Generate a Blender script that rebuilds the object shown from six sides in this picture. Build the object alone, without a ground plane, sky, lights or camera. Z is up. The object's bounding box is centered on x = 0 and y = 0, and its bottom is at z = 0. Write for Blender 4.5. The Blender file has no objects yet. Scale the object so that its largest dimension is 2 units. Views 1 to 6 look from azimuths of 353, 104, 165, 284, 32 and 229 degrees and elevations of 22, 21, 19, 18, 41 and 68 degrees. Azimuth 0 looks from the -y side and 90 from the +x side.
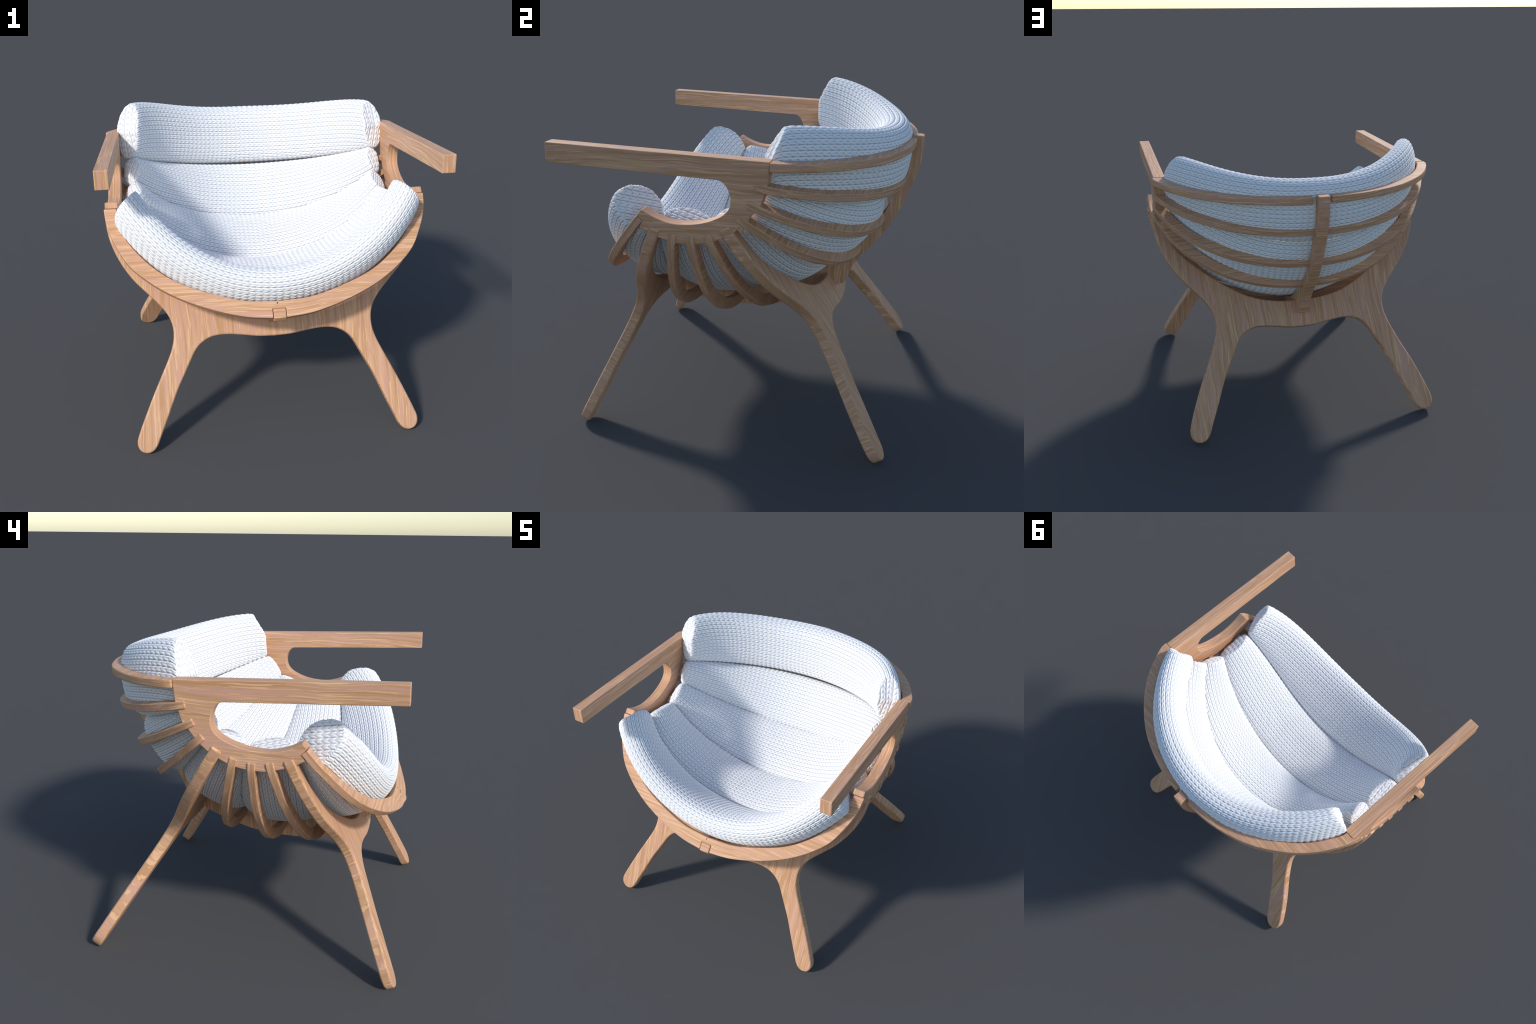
"""Wooden shell lounge chair: two side plates with long arms, two splayed leg
frames, radial ribs, a front rim, a central spine and five knitted bolsters.
Every wooden piece is a flat board cut from a profile and set at its own angle
around the axis that joins the two side plates."""
import bpy, bmesh, math
import numpy as np
from mathutils import Matrix, Vector

AXIS_Y, AXIS_Z = -0.15, 1.71          # axis of the shell (parallel to x)

# ------------------------------------------------------------------ helpers
def catmull(pts, step=0.012, closed=False):
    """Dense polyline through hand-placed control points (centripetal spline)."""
    P = [np.array(p, float) for p in pts]
    n = len(P)
    out = []
    rng = range(n) if closed else range(n - 1)
    for i in rng:
        p1, p2 = P[i], P[(i + 1) % n]
        p0 = P[i - 1] if (closed or i > 0) else 2 * p1 - p2
        p3 = P[(i + 2) % n] if (closed or i + 2 < n) else 2 * p2 - p1
        d1 = max(np.linalg.norm(p1 - p0), 1e-6) ** .5
        d2 = max(np.linalg.norm(p2 - p1), 1e-6) ** .5
        d3 = max(np.linalg.norm(p3 - p2), 1e-6) ** .5
        m1 = d2 * ((p1 - p0) / d1 - (p2 - p0) / (d1 + d2) + (p2 - p1) / d2)
        m2 = d2 * ((p2 - p1) / d2 - (p3 - p1) / (d2 + d3) + (p3 - p2) / d3)
        k = max(2, int(np.linalg.norm(p2 - p1) / step))
        for j in range(k):
            t = j / k
            out.append((2*t**3 - 3*t**2 + 1) * p1 + (t**3 - 2*t**2 + t) * m1
                       + (-2*t**3 + 3*t**2) * p2 + (t**3 - t**2) * m2)
    if not closed:
        out.append(P[-1])
    return [tuple(p) for p in out]

def mirror_close(half):
    """half runs from x=0 to x=0 through positive x; add the mirrored side."""
    other = [(-x, y) for x, y in reversed(half) if x > 1e-4]
    return half + other

def board(name, outline, thick, mat, parent, matrix=Matrix(), bevel=0.007, kind_random=True):
    """Flat board: outline in its own XY plane, thickness along local Z."""
    bm = bmesh.new()
    vs = []
    last = None
    for p in outline:
        if last is None or (abs(p[0] - last[0]) + abs(p[1] - last[1])) > 1e-4:
            vs.append(bm.verts.new((p[0], p[1], -thick / 2)))
            last = p
    f = bm.faces.new(vs)
    r = bmesh.ops.extrude_face_region(bm, geom=[f])
    up = [v for v in r['geom'] if isinstance(v, bmesh.types.BMVert)]
    bmesh.ops.translate(bm, vec=(0, 0, thick), verts=up)
    bmesh.ops.recalc_face_normals(bm, faces=bm.faces[:])
    me = bpy.data.meshes.new(name)
    bm.to_mesh(me); bm.free()
    for p in me.polygons: p.use_smooth = True
    me.set_sharp_from_angle(angle=math.radians(32))
    me.materials.append(mat)
    ob = bpy.data.objects.new(name, me)
    bpy.context.scene.collection.objects.link(ob)
    ob.matrix_world = matrix
    ob.parent = parent
    b = ob.modifiers.new('rounded_edges', 'BEVEL')
    b.width = bevel; b.segments = 3; b.limit_method = 'ANGLE'
    b.angle_limit = math.radians(32); b.harden_normals = True
    return ob

def plane_matrix(hub, deg, off=0.0):
    """Local x = world x, local y = outward from the hub at angle deg in the
    y-z plane, local z = normal of the board."""
    a = math.radians(deg)
    d = Vector((0, math.cos(a), math.sin(a)))
    n = Vector((0, -math.sin(a), math.cos(a)))
    x = Vector((1, 0, 0))
    o = Vector((0, hub[0], hub[1])) + n * off
    return Matrix(((x.x, d.x, n.x, o.x), (x.y, d.y, n.y, o.y), (x.z, d.z, n.z, o.z), (0, 0, 0, 1)))

# ---------------------------------------------------------------- materials
class Nodes:
    def __init__(self, mat):
        self.t = mat.node_tree; self.n = self.t.nodes; self.l = self.t.links
    def add(self, kind, **kw):
        nd = self.n.new(kind)
        for k, v in kw.items():
            setattr(nd, k, v)
        return nd
    def math(self, op, a, b=None, c=None):
        nd = self.n.new('ShaderNodeMath'); nd.operation = op
        for i, v in enumerate((a, b, c)):
            if v is None: continue
            if isinstance(v, (int, float)): nd.inputs[i].default_value = v
            else: self.l.new(v, nd.inputs[i])
        return nd.outputs[0]
    def mix(self, fac, a, b):
        nd = self.n.new('ShaderNodeMix'); nd.data_type = 'RGBA'
        for sock, v in ((nd.inputs[0], fac), (nd.inputs[6], a), (nd.inputs[7], b)):
            if isinstance(v, (int, float)): sock.default_value = v
            elif isinstance(v, tuple): sock.default_value = (*v, 1)
            else: self.l.new(v, sock)
        return nd.outputs[2]
    def combine(self, x, y, z):
        nd = self.n.new('ShaderNodeCombineXYZ')
        for i, v in enumerate((x, y, z)):
            if isinstance(v, (int, float)): nd.inputs[i].default_value = v
            else: self.l.new(v, nd.inputs[i])
        return nd.outputs[0]
    def noise(self, vec, scale, detail=3, rough=.5, dist=0):
        nd = self.n.new('ShaderNodeTexNoise')
        self.l.new(vec, nd.inputs['Vector'])
        nd.inputs['Scale'].default_value = scale; nd.inputs['Detail'].default_value = detail
        nd.inputs['Roughness'].default_value = rough; nd.inputs['Distortion'].default_value = dist
        return nd.outputs[0]
    def ramp(self, fac, stops):
        nd = self.n.new('ShaderNodeValToRGB')
        e = nd.color_ramp.elements
        while len(e) < len(stops): e.new(.5)
        for el, (p, c) in zip(e, stops):
            el.position = p; el.color = (*c, 1) if isinstance(c, tuple) else (c, c, c, 1)
        self.l.new(fac, nd.inputs[0])
        return nd.outputs[0]

def wood_material(name, grain, edge):
    """Oak-like board.  grain: local axis the streaks follow on the broad face
    ('X' or 'Y').  edge: 'across' (end-grain bars on the narrow sides, as on the
    leg frames) or 'along' (streaks follow the narrow side, as on the ribs)."""
    m = bpy.data.materials.new(name); m.use_nodes = True
    N = Nodes(m)
    bsdf = N.n['Principled BSDF']
    tc = N.add('ShaderNodeTexCoord')
    sep = N.add('ShaderNodeSeparateXYZ'); N.l.new(tc.outputs['Object'], sep.inputs[0])
    x, y, z = sep.outputs
    sn = N.add('ShaderNodeSeparateXYZ'); N.l.new(tc.outputs['Normal'], sn.inputs[0])
    rnd = N.add('ShaderNodeObjectInfo').outputs['Random']
    # lengthwise (u) and crosswise (v) coordinates of the board
    if grain == 'X': u, v = x, y
    else: u, v = y, x
    if edge == 'along':
        # on the narrow sides the streaks run lengthwise, around the curve
        side = N.math('LESS_THAN', N.math('ABSOLUTE', sn.outputs[2]), 0.6)
        keep = N.math('SUBTRACT', 1.0, side)
        around = N.math('SUBTRACT', N.math('ABSOLUTE', x), y)
        u2 = N.math('ADD', N.math('MULTIPLY', u, keep), N.math('MULTIPLY', around, side))
        v2 = N.math('ADD', N.math('MULTIPLY', v, keep), N.math('MULTIPLY', z, side))
    else:
        # narrow sides: bars of end grain stacked along the length of the leg
        side = N.math('LESS_THAN', N.math('ABSOLUTE', sn.outputs[2]), 0.6)
        keep = N.math('SUBTRACT', 1.0, side)
        along_edge = N.math('ADD', N.math('MULTIPLY', y, .55), N.math('MULTIPLY', x, .8))
        u2 = N.math('ADD', N.math('MULTIPLY', u, keep), N.math('MULTIPLY', z, N.math('MULTIPLY', side, 2.0)))
        v2 = N.math('ADD', N.math('MULTIPLY', v, keep), N.math('MULTIPLY', along_edge, side))
    off = N.math('MULTIPLY', rnd, 37.0)
    # gentle drift makes the streaks lean and meander
    drift = N.noise(N.combine(N.math('MULTIPLY', u2, .8), N.math('MULTIPLY', v2, 1.6), off), 1.5, 2, .5)
    vv = N.math('ADD', v2, N.math('MULTIPLY', drift, .14))
    zz = N.math('MULTIPLY', z, .9 if edge == 'along' else .05)
    def streaks(fu, fv, seed, detail, rough, dist):
        vec = N.combine(N.math('MULTIPLY', u2, fu), N.math('MULTIPLY', vv, fv),
                        N.math('ADD', N.math('MULTIPLY', zz, fv), N.math('ADD', off, seed)))
        return N.noise(vec, 1.0, detail, rough, dist)
    broad = streaks(1.5, 52.0, 0.0, 2, .5, .3)
    col = N.ramp(broad, [(.36, (.535, .288, .146)), (.48, (.605, .338, .188)), (.56, (.635, .352, .228)), (.68, (.625, .348, .254))])
    # light, ragged streaks: thin ones everywhere, wider ones now and then
    ragged = N.math('MULTIPLY', N.math('SUBTRACT', streaks(9.0, 210.0, 5.1, 2, .6, 0), .5), .30)
    thin = N.math('ADD', streaks(2.9, 108.0, 11.3, 2, .45, .5), ragged)
    light = N.ramp(thin, [(.580, 0.0), (.606, 1.0)])
    col = N.mix(N.math('MULTIPLY', light, .72), col, (.830, .510, .270))
    figure = N.math('ADD', streaks(1.3, 17.0, 23.9, 1, .4, .6), N.math('MULTIPLY', ragged, 1.3))
    pale = N.ramp(figure, [(.645, 0.0), (.665, 1.0)])
    col = N.mix(N.math('MULTIPLY', pale, .34), col, (.810, .500, .265))
    fine = streaks(7.0, 240.0, 3.7, 2, .6, 0)
    dark = N.ramp(fine, [(.36, 1.0), (.48, 0.0)])
    col = N.mix(N.math('MULTIPLY', dark, .16), col, (.37, .205, .115))
    N.l.new(col, bsdf.inputs['Base Color'])
    bsdf.inputs['Roughness'].default_value = .55
    bsdf.inputs['Specular IOR Level'].default_value = .3
    bump = N.add('ShaderNodeBump'); bump.inputs['Strength'].default_value = .18
    bump.inputs['Distance'].default_value = .002
    N.l.new(N.math('SUBTRACT', N.math('MULTIPLY', light, .5), dark), bump.inputs['Height'])
    N.l.new(bump.outputs[0], bsdf.inputs['Normal'])
    return m

def knit_material():
    m = bpy.data.materials.new('white_knit_wool'); m.use_nodes = True
    N = Nodes(m)
    bsdf = N.n['Principled BSDF']
    geo = N.add('ShaderNodeNewGeometry')
    tc = N.add('ShaderNodeTexCoord')
    shade = N.ramp(geo.outputs['Pointiness'], [(.435, (.27, .29, .32)), (.488, (.76, .77, .785)), (.508, (.93, .93, .935))])  # gaps between stitches darkened by pointiness: crevice shadow painted into the wool colour
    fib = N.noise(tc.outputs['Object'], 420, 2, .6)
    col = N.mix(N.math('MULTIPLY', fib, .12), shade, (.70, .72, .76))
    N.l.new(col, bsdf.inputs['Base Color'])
    bsdf.inputs['Roughness'].default_value = .9
    bsdf.inputs['Specular IOR Level'].default_value = .15
    bsdf.inputs['Sheen Weight'].default_value = .1
    bump = N.add('ShaderNodeBump'); bump.inputs['Strength'].default_value = .12
    bump.inputs['Distance'].default_value = .001
    N.l.new(fib, bump.inputs['Height'])
    N.l.new(bump.outputs[0], bsdf.inputs['Normal'])
    return m

MAT_RIB = wood_material('oak_rib', 'X', 'along')
MAT_LEG = wood_material('oak_leg_frame', 'Y', 'across')
MAT_ARM = wood_material('oak_armrest', 'X', 'along')
MAT_KNIT = knit_material()

# ------------------------------------------------------------------- root
root = bpy.data.objects.new('lounge_armchair', None)
bpy.context.scene.collection.objects.link(root)
root['label'] = 'wooden shell armchair with curved ribs and white knitted cushion rolls'
root['category'] = 'armchair'

# ---------------------------------------------------- side plates with arms
def side_plates():
    hole = catmull([(-.03, 1.634), (.015, 1.630), (.045, 1.606), (.064, 1.566), (.068, 1.530),
                    (.058, 1.488), (.028, 1.454), (-.022, 1.426), (-.09, 1.402), (-.17, 1.389),
                    (-.245, 1.388), (-.305, 1.401), (-.36, 1.422), (-.413, 1.452)])
    back = [(-.440, 1.421), (-.411, 1.391), (-.431, 1.357), (-.390, 1.333), (-.325, 1.306), (-.274, 1.292),
            (-.229, 1.281), (-.171, 1.280), (-.124, 1.283), (-.069, 1.293), (-.021, 1.308), (.022, 1.329),
            (.085, 1.366), (.120, 1.395), (.157, 1.435), (.191, 1.478), (.225, 1.517), (.243, 1.574),
            (.260, 1.627), (.272, 1.737)]
    arm = [(-.922, 1.779), (-.926, 1.672)]
    outline = arm + hole + back
    for sx in (1, -1):
        # board frame: local x = world y, local y = world z, local z = world x
        mt = Matrix(((0, 0, 1, sx * .9495), (1, 0, 0, 0), (0, 1, 0, 0), (0, 0, 0, 1)))
        board('armrest', outline, .079, MAT_ARM, root, mt, .006)
side_plates()

# --------------------------------------------------------------- leg frames
def leg_frames():
    front_out = [(1.0, -.004), (.996, .06), (.984, .14), (.956, .23), (.910, .325), (.850, .415), (.775, .497),
                 (.700, .578), (.652, .645), (.628, .715), (.627, .79), (.648, .87), (.705, .993),
                 (.777, 1.142), (.861, 1.333), (.881, 1.390), (.879, 1.425), (.860, 1.455), (.826, 1.468),
                 (.790, 1.460), (.762, 1.430), (.735, 1.372), (.686, 1.262), (.614, 1.095), (.566, 1.003), (.531, .935),
                 (.489, .862), (.447, .822), (.395, .796), (.340, .787), (.286, .787), (.2, .797), (.105, .811), (0, .816)]
    front_in = [(0, .672), (.19, .655), (.377, .588), (.528, .507), (.657, .428), (.785, .325), (.865, .222),
                (.905, .12), (.915, .05), (.917, -.004)]
    rear_out = [(1.0, -.004), (.996, .06), (.982, .165), (.946, .285), (.888, .395), (.815, .495), (.725, .600), (.662, .688),
                (.633, .77), (.633, .85), (.660, .945), (.712, 1.07), (.800, 1.26), (.878, 1.465), (.892, 1.525), (.887, 1.562),
                (.865, 1.592), (.829, 1.604), (.792, 1.592), (.763, 1.558), (.735, 1.49), (.686, 1.375), (.604, 1.174), (.530, 1.030), (.482, .942),
                (.447, .902), (.400, .876), (.338, .862), (.27, .864), (.19, .875), (.1, .890), (0, .895)]
    rear_in = [(0, .701), (.188, .687), (.342, .647), (.490, .569), (.615, .477), (.728, .382), (.820, .290), (.880, .19),
               (.908, .10), (.915, .04), (.917, -.004)]
    for outer, inner, hub, deg, t, off in ((front_out, front_in, (-.37, 1.366), -114, .060, .030),
                                           (rear_out, rear_in, (.064, 1.399), -58.6, .066, -.033)):
        k = 1.0 if deg > -90 else 1.003
        o = catmull([(x, y * k) for x, y in outer], .015); i = catmull(inner, .015)
        half = i + o                      # inner: centre -> hub end, outer: hub end -> centre
        board('leg_frame', mirror_close(half), t, MAT_LEG, root, plane_matrix(hub, deg, off), .013)
leg_frames()

# --------------------------------------------------------------------- ribs
def arc(half_chord, sag, x0=0.0, n=70):
    r = (half_chord**2 + sag**2) / (2 * sag)
    c = sag - r
    a1 = math.atan2(half_chord, -c)
    a0 = math.asin(x0 / r)
    return [(r * math.sin(a0 + (a1 - a0) * i / n), c + r * math.cos(a0 + (a1 - a0) * i / n)) for i in range(n + 1)]

def shell_curve(sag, pad):
    """Half outline of a rib, from the middle of the shell to its side end."""
    full = [(0, 1), (.18, .985), (.33, .940), (.51, .845), (.645, .725), (.765, .580), (.835, .472), (.898, .345),
            (.948, .215), (.980, .120), (.996, .050), (.9985, -.006)]
    pts = [(x, y * sag) for x, y in full]
    d = catmull(pts, .015)
    if pad:
        out = []
        for i, p in enumerate(d):
            a = d[max(i - 1, 0)]; b = d[min(i + 1, len(d) - 1)]
            t = np.array(b) - np.array(a); t = t / np.linalg.norm(t)
            q = np.array(p) + np.array((t[1], -t[0])) * pad
            out.append((max(q[0], 0.0), q[1]))
        out[0] = (0.0, out[0][1])
        out[-1] = (out[-1][0], d[-1][1])
        d = out
    return d

RIBS = [  # hub end (y, z), angle, depth at centre (sagitta)
    ((.205, 1.608), -13.0, .700), ((.163, 1.520), -28.5, .690), ((.113, 1.443), -41.5, .690),
    ((-.055, 1.338), -74.0, .725), ((-.150, 1.321), -89.0, .735), ((-.246, 1.329), -103.0, .740)]

def ribs():
    for hub, deg, sag in RIBS:
        outer = shell_curve(sag, 0); inner = shell_curve(sag, .070)
        half = inner + list(reversed(outer))
        board('rib', mirror_close(half), .043, MAT_RIB, root, plane_matrix(hub, deg), .006)
    # the top rib is cut in two halves that butt against the spine
    outer = [p for p in shell_curve(.655, 0) if p[0] > .051]; inner = [p for p in shell_curve(.655, .070) if p[0] > .051]
    half = inner + list(reversed(outer))
    board('rib', half, .047, MAT_RIB, root, plane_matrix((.274, 1.712), -3.3), .007)
    board('rib', [(-x, y) for x, y in half], .047, MAT_RIB, root, plane_matrix((.274, 1.712), -3.3), .009)
ribs()

# --------------------------------------------------------------------- rim
def rim():
    outer = [(.0400, .7415), (.2, .722), (.4, .663), (.6, .574), (.755, .468), (.868, .355), (.932, .238),
             (.968, .15), (.988, .07), (.996, .0)]
    inner = [(0, .640), (.21, .622), (.42, .558), (.59, .482), (.71, .395), (.80, .300), (.862, .215), (.902, .12),
             (.916, .05), (.920, .0)]
    half = catmull(inner, .015) + list(reversed(catmull(outer, .015))) + [(.0400, .684), (0, .684)]   # slot for the spine
    board('seat_rim', mirror_close(half), .043, MAT_RIB, root, plane_matrix((-.425, 1.405), -130), .006)
rim()

# -------------------------------------------------------------------- spine
def spine():
    outer = catmull([(.965, 1.706), (.963, 1.60), (.938, 1.482), (.893, 1.354), (.841, 1.230), (.771, 1.110),
                     (.705, 1.020), (.622, .925), (.578, .855), (.552, .790), (.536, .742)], .015)
    heel = [(.484, .722)]
    lower = catmull([(.455, .690), (.393, .653), (.300, .613), (.193, .576), (.076, .543), (-.084, .523), (-.215, .520),
                     (-.311, .526), (-.455, .545), (-.57, .590), (-.635, .655), (-.675, .706), (-.715, .738), (-.78, .775), (-.85, .803)], .02)
    tip = [(-.907, .822), (-.9225, .8505), (-.8875, .8915), (-.878, .893), (-.86, .880)]
    R = 1.03
    inner = [(AXIS_Y + R * math.cos(math.radians(a)), AXIS_Z + R * math.sin(math.radians(a)))
             for a in np.linspace(-125, -2, 60)]
    outline = outer + heel + lower + tip + inner + [(.905, 1.710)]
    mt = Matrix(((0, 0, 1, 0), (1, 0, 0, 0), (0, 1, 0, 0), (0, 0, 0, 1)))
    board('spine', outline, .074, MAT_LEG, root, mt, .007)
spine()

# ----------------------------------------------------------------- cushions
WALE, STITCH = .0305, .038            # width of a knit column, length of a stitch

def blend(a, b, q): return a + (b - a) * q

def knit_height(u, v):
    """Stockinette: every column is a chain of V-shaped, plump strands."""
    row = np.floor(v / WALE)
    a = np.abs(v / WALE - row - .5)                 # 0 at the middle of the V, .5 at its border
    p = (u / STITCH + 1.0 * a) % 1.0
    across = np.sin(np.pi * np.clip(.17 + a * 2 * .83, 0, 1))
    along = np.sin(np.pi * p)
    return np.clip(across, 0, 1) ** .58 * (.31 + .69 * np.clip(along, 0, 1) ** .5)

def cushion(bounds, radii, free_edge):
    """One bolster, swept around the shell axis in spherical coordinates.
    bounds(side, q) -> lower, upper angle (deg) at q = 0 centre .. 1 end;
    radii(q) -> centre radius, inner and outer half thickness."""
    NT, NS = 540, 380
    XR0, XK = {'hi': (.777, .90), 'lo': (.785, .68), None: (.785, .80)}[free_edge]
    tau = np.linspace(-1, 1, NT)[:, None]
    side = np.where(tau < 0, -1, 1)
    q = np.abs(tau) ** 2.0
    lo, hi = bounds(side, q)
    rc, tin, tout = radii(q)
    # section: superellipse, resampled to equal steps along the centre section
    ph = np.linspace(0, 2 * np.pi, 4001)
    if free_edge == 'lo': n_in, n_out = blend(2.25, 2.5, q), blend(2.2, 2.3, q)
    else: n_in, n_out = (2.25 if free_edge else 2.05) + 0 * q, 2.7 + 0 * q
    def sec(ph, lo, hi, rc, tin, tout, n_in, n_out):
        c, s = np.cos(ph), np.sin(ph)
        n = np.where(s < 0, n_in, n_out)
        S = np.sign(c) * np.abs(c) ** (2 / n)
        T = np.sign(s) * np.abs(s) ** (2 / n)
        al = np.radians((lo + hi) / 2 + S * (hi - lo) / 2)
        r = rc + np.where(s < 0, tin, tout) * T
        return al, r
    al0, r0 = sec(ph, lo[NT // 2, 0], hi[NT // 2, 0], rc[NT // 2, 0], tin[NT // 2, 0], tout[NT // 2, 0], n_in[NT // 2, 0], n_out[NT // 2, 0])
    py, pz = r0 * np.cos(al0), r0 * np.sin(al0)
    L = np.concatenate([[0], np.cumsum(np.hypot(np.diff(py), np.diff(pz)))])
    start = np.pi if free_edge == 'hi' else 0.0         # pattern break sits in the seam valley
    phs = np.interp(np.linspace(0, L[-1], NS, endpoint=False), L, ph)[None, :]
    if free_edge == 'hi':      # start of loop at phi = pi (lower edge)
        phs = (phs + np.pi)
    al, r = sec(phs % (2 * np.pi), lo, hi, rc, tin, tout, n_in, n_out)
    sfree = (np.degrees(al) - (lo + hi) / 2) / ((hi - lo) / 2)
    if free_edge == 'lo': sfree = -sfree
    if not free_edge: sfree = sfree * 0
    x_end = XR0 + XK * (r - .85) - (.045 if free_edge == 'hi' else .02) * np.clip(sfree, 0, 1) ** 2
    th_end = np.arcsin(np.clip(x_end / r, -1, 1))
    th = tau * th_end
    # round the rim of the end caps
    d = (1 - np.abs(tau)) * th_end * r
    k = np.clip(1 - d / .045, 0, 1)
    shrink = 1 - .105 * (1 - np.sqrt(np.clip(1 - k**2, 0, 1)))
    mid = np.radians((lo + hi) / 2)
    rm = rc
    al = mid + (al - mid) * shrink
    r = rm + (r - rm) * shrink
    X = r * np.sin(th); rho = r * np.cos(th)
    Y = rho * np.cos(al); Z = rho * np.sin(al)
    P = np.stack([X, Y, Z], -1)
    # knit coordinates: u along the bolster, v around it measured on the surface
    u = np.broadcast_to(th * .93, X.shape)
    seg = np.linalg.norm(np.roll(P, -1, 1) - P, axis=2)
    v = np.concatenate([np.zeros((NT, 1)), np.cumsum(seg, 1)[:, :-1]], 1)
    total = seg.sum(1, keepdims=True)
    if free_edge:                                       # mirror about the free edge
        i0 = NS // 2
        v = v - v[:, i0:i0 + 1]
    else:                                               # one field inside, one outside
        ia, ib = int(NS * .25), int(NS * .75)
        half = np.arange(NS)
        outside = (half < NS // 2)[None, :]
        v = np.where(outside, v - v[:, ia:ia + 1], v - v[:, ib:ib + 1])
    v = v + WALE / 2
    H = knit_height(u, v)
    # end caps: rings running to the middle of the section, slightly domed
    def cap(row, sgn):
        edge = P[row]
        cen = edge.mean(0)
        K = 34
        ring, hh = [], []
        w = edge - cen
        ax = w[np.argmax(np.linalg.norm(w, axis=1))] if free_edge != 'lo' else np.array([0., 1., -.12])
        ax = ax / np.linalg.norm(ax)
        nrm = np.array([sgn * .8, *(cen[1:] * -.9)]); nrm /= np.linalg.norm(nrm)
        ay = np.cross(nrm, ax)
        for i in range(1, K + 1):
            s = 1 - i / (K + .6)
            pts = cen + w * s + np.array([sgn, 0, 0]) * .022 * (1 - s**2.2)
            ring.append(pts)
            hh.append(knit_height((pts - cen) @ ax + .01, (pts - cen) @ ay + WALE / 2) * 1.0)
        return np.array(ring), np.array(hh)
    r1, h1 = cap(0, -1); r2, h2 = cap(NT - 1, 1)
    G = np.concatenate([r1[::-1], P, r2], 0)
    HH = np.concatenate([h1[::-1], H, h2], 0)
    du = np.gradient(G, axis=0)
    dv = np.roll(G, -1, 1) - np.roll(G, 1, 1)
    nn = np.cross(dv, du); nn /= np.maximum(np.linalg.norm(nn, axis=2, keepdims=True), 1e-9)
    c = G[G.shape[0] // 2].mean(0)
    if ((G[G.shape[0] // 2] - c) * nn[G.shape[0] // 2]).sum() < 0: nn = -nn; flip = True
    else: flip = False
    G = G + nn * (HH[..., None] - .6) * .0082
    G = G + np.array([0, AXIS_Y, AXIS_Z])
    rows, cols = G.shape[:2]
    idx = np.arange(rows * cols).reshape(rows, cols)
    a = idx[:-1]; b = idx[1:]
    quads = np.stack([a, np.roll(a, -1, 1), np.roll(b, -1, 1), b], -1).reshape(-1, 4)
    if flip: quads = quads[:, ::-1]
    me = bpy.data.meshes.new('cushion_roll')
    nq = len(quads)
    me.vertices.add(rows * cols + 2)
    tips = np.stack([G[0].mean(0), G[-1].mean(0)])
    me.vertices.foreach_set('co', np.concatenate([G.reshape(-1, 3), tips]).astype(np.float32).ravel())
    t0, t1 = rows * cols, rows * cols + 1
    f0 = np.stack([np.full(cols, t0), np.roll(idx[0], -1), idx[0]], -1)
    f1 = np.stack([np.full(cols, t1), idx[-1], np.roll(idx[-1], -1)], -1)
    if flip: f0 = f0[:, ::-1]; f1 = f1[:, ::-1]
    loops = np.concatenate([quads.ravel(), f0.ravel(), f1.ravel()]).astype(np.int32)
    starts = np.concatenate([np.arange(nq) * 4, nq * 4 + np.arange(2 * cols) * 3]).astype(np.int32)
    me.loops.add(len(loops)); me.loops.foreach_set('vertex_index', loops)
    me.polygons.add(len(starts)); me.polygons.foreach_set('loop_start', starts)
    me.polygons.foreach_set('use_smooth', np.ones(len(starts), bool))
    me.update(calc_edges=True); me.validate()
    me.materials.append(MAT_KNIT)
    ob = bpy.data.objects.new('cushion_roll', me)
    bpy.context.scene.collection.objects.link(ob)
    ob.parent = root
    return ob


G = -.25     # half gap between neighbouring bolsters, degrees
# head bolster: free upper edge that rises towards the ends
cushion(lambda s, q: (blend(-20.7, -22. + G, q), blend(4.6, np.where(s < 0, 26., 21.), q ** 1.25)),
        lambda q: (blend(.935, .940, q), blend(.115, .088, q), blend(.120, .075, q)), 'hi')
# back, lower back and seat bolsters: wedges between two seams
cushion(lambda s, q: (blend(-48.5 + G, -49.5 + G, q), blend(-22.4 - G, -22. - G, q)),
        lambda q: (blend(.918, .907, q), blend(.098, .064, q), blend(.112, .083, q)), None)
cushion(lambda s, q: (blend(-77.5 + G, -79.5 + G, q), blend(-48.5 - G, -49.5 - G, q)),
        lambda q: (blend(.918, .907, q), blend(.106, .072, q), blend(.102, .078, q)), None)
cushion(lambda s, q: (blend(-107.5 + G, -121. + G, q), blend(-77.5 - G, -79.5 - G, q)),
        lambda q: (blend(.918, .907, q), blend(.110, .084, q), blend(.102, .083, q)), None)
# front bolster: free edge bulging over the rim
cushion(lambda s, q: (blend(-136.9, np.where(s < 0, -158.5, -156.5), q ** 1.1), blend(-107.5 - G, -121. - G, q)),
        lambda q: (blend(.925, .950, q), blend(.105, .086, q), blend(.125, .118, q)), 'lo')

# small dark screw hole beside the tenon on the front rim
def screw_hole():
    m = bpy.data.materials.new('dark_hole'); m.use_nodes = True
    m.node_tree.nodes['Principled BSDF'].inputs['Base Color'].default_value = (.012, .010, .009, 1)
    ring = [(.0042 * math.cos(a), .0042 * math.sin(a)) for a in np.linspace(0, 2 * math.pi, 16, endpoint=False)]
    mt = plane_matrix((-.425, 1.405), -130, -.0205) @ Matrix.Translation((-.009, .652, 0))
    board('screw_hole', ring, .005, m, root, mt, .0005)
screw_hole()
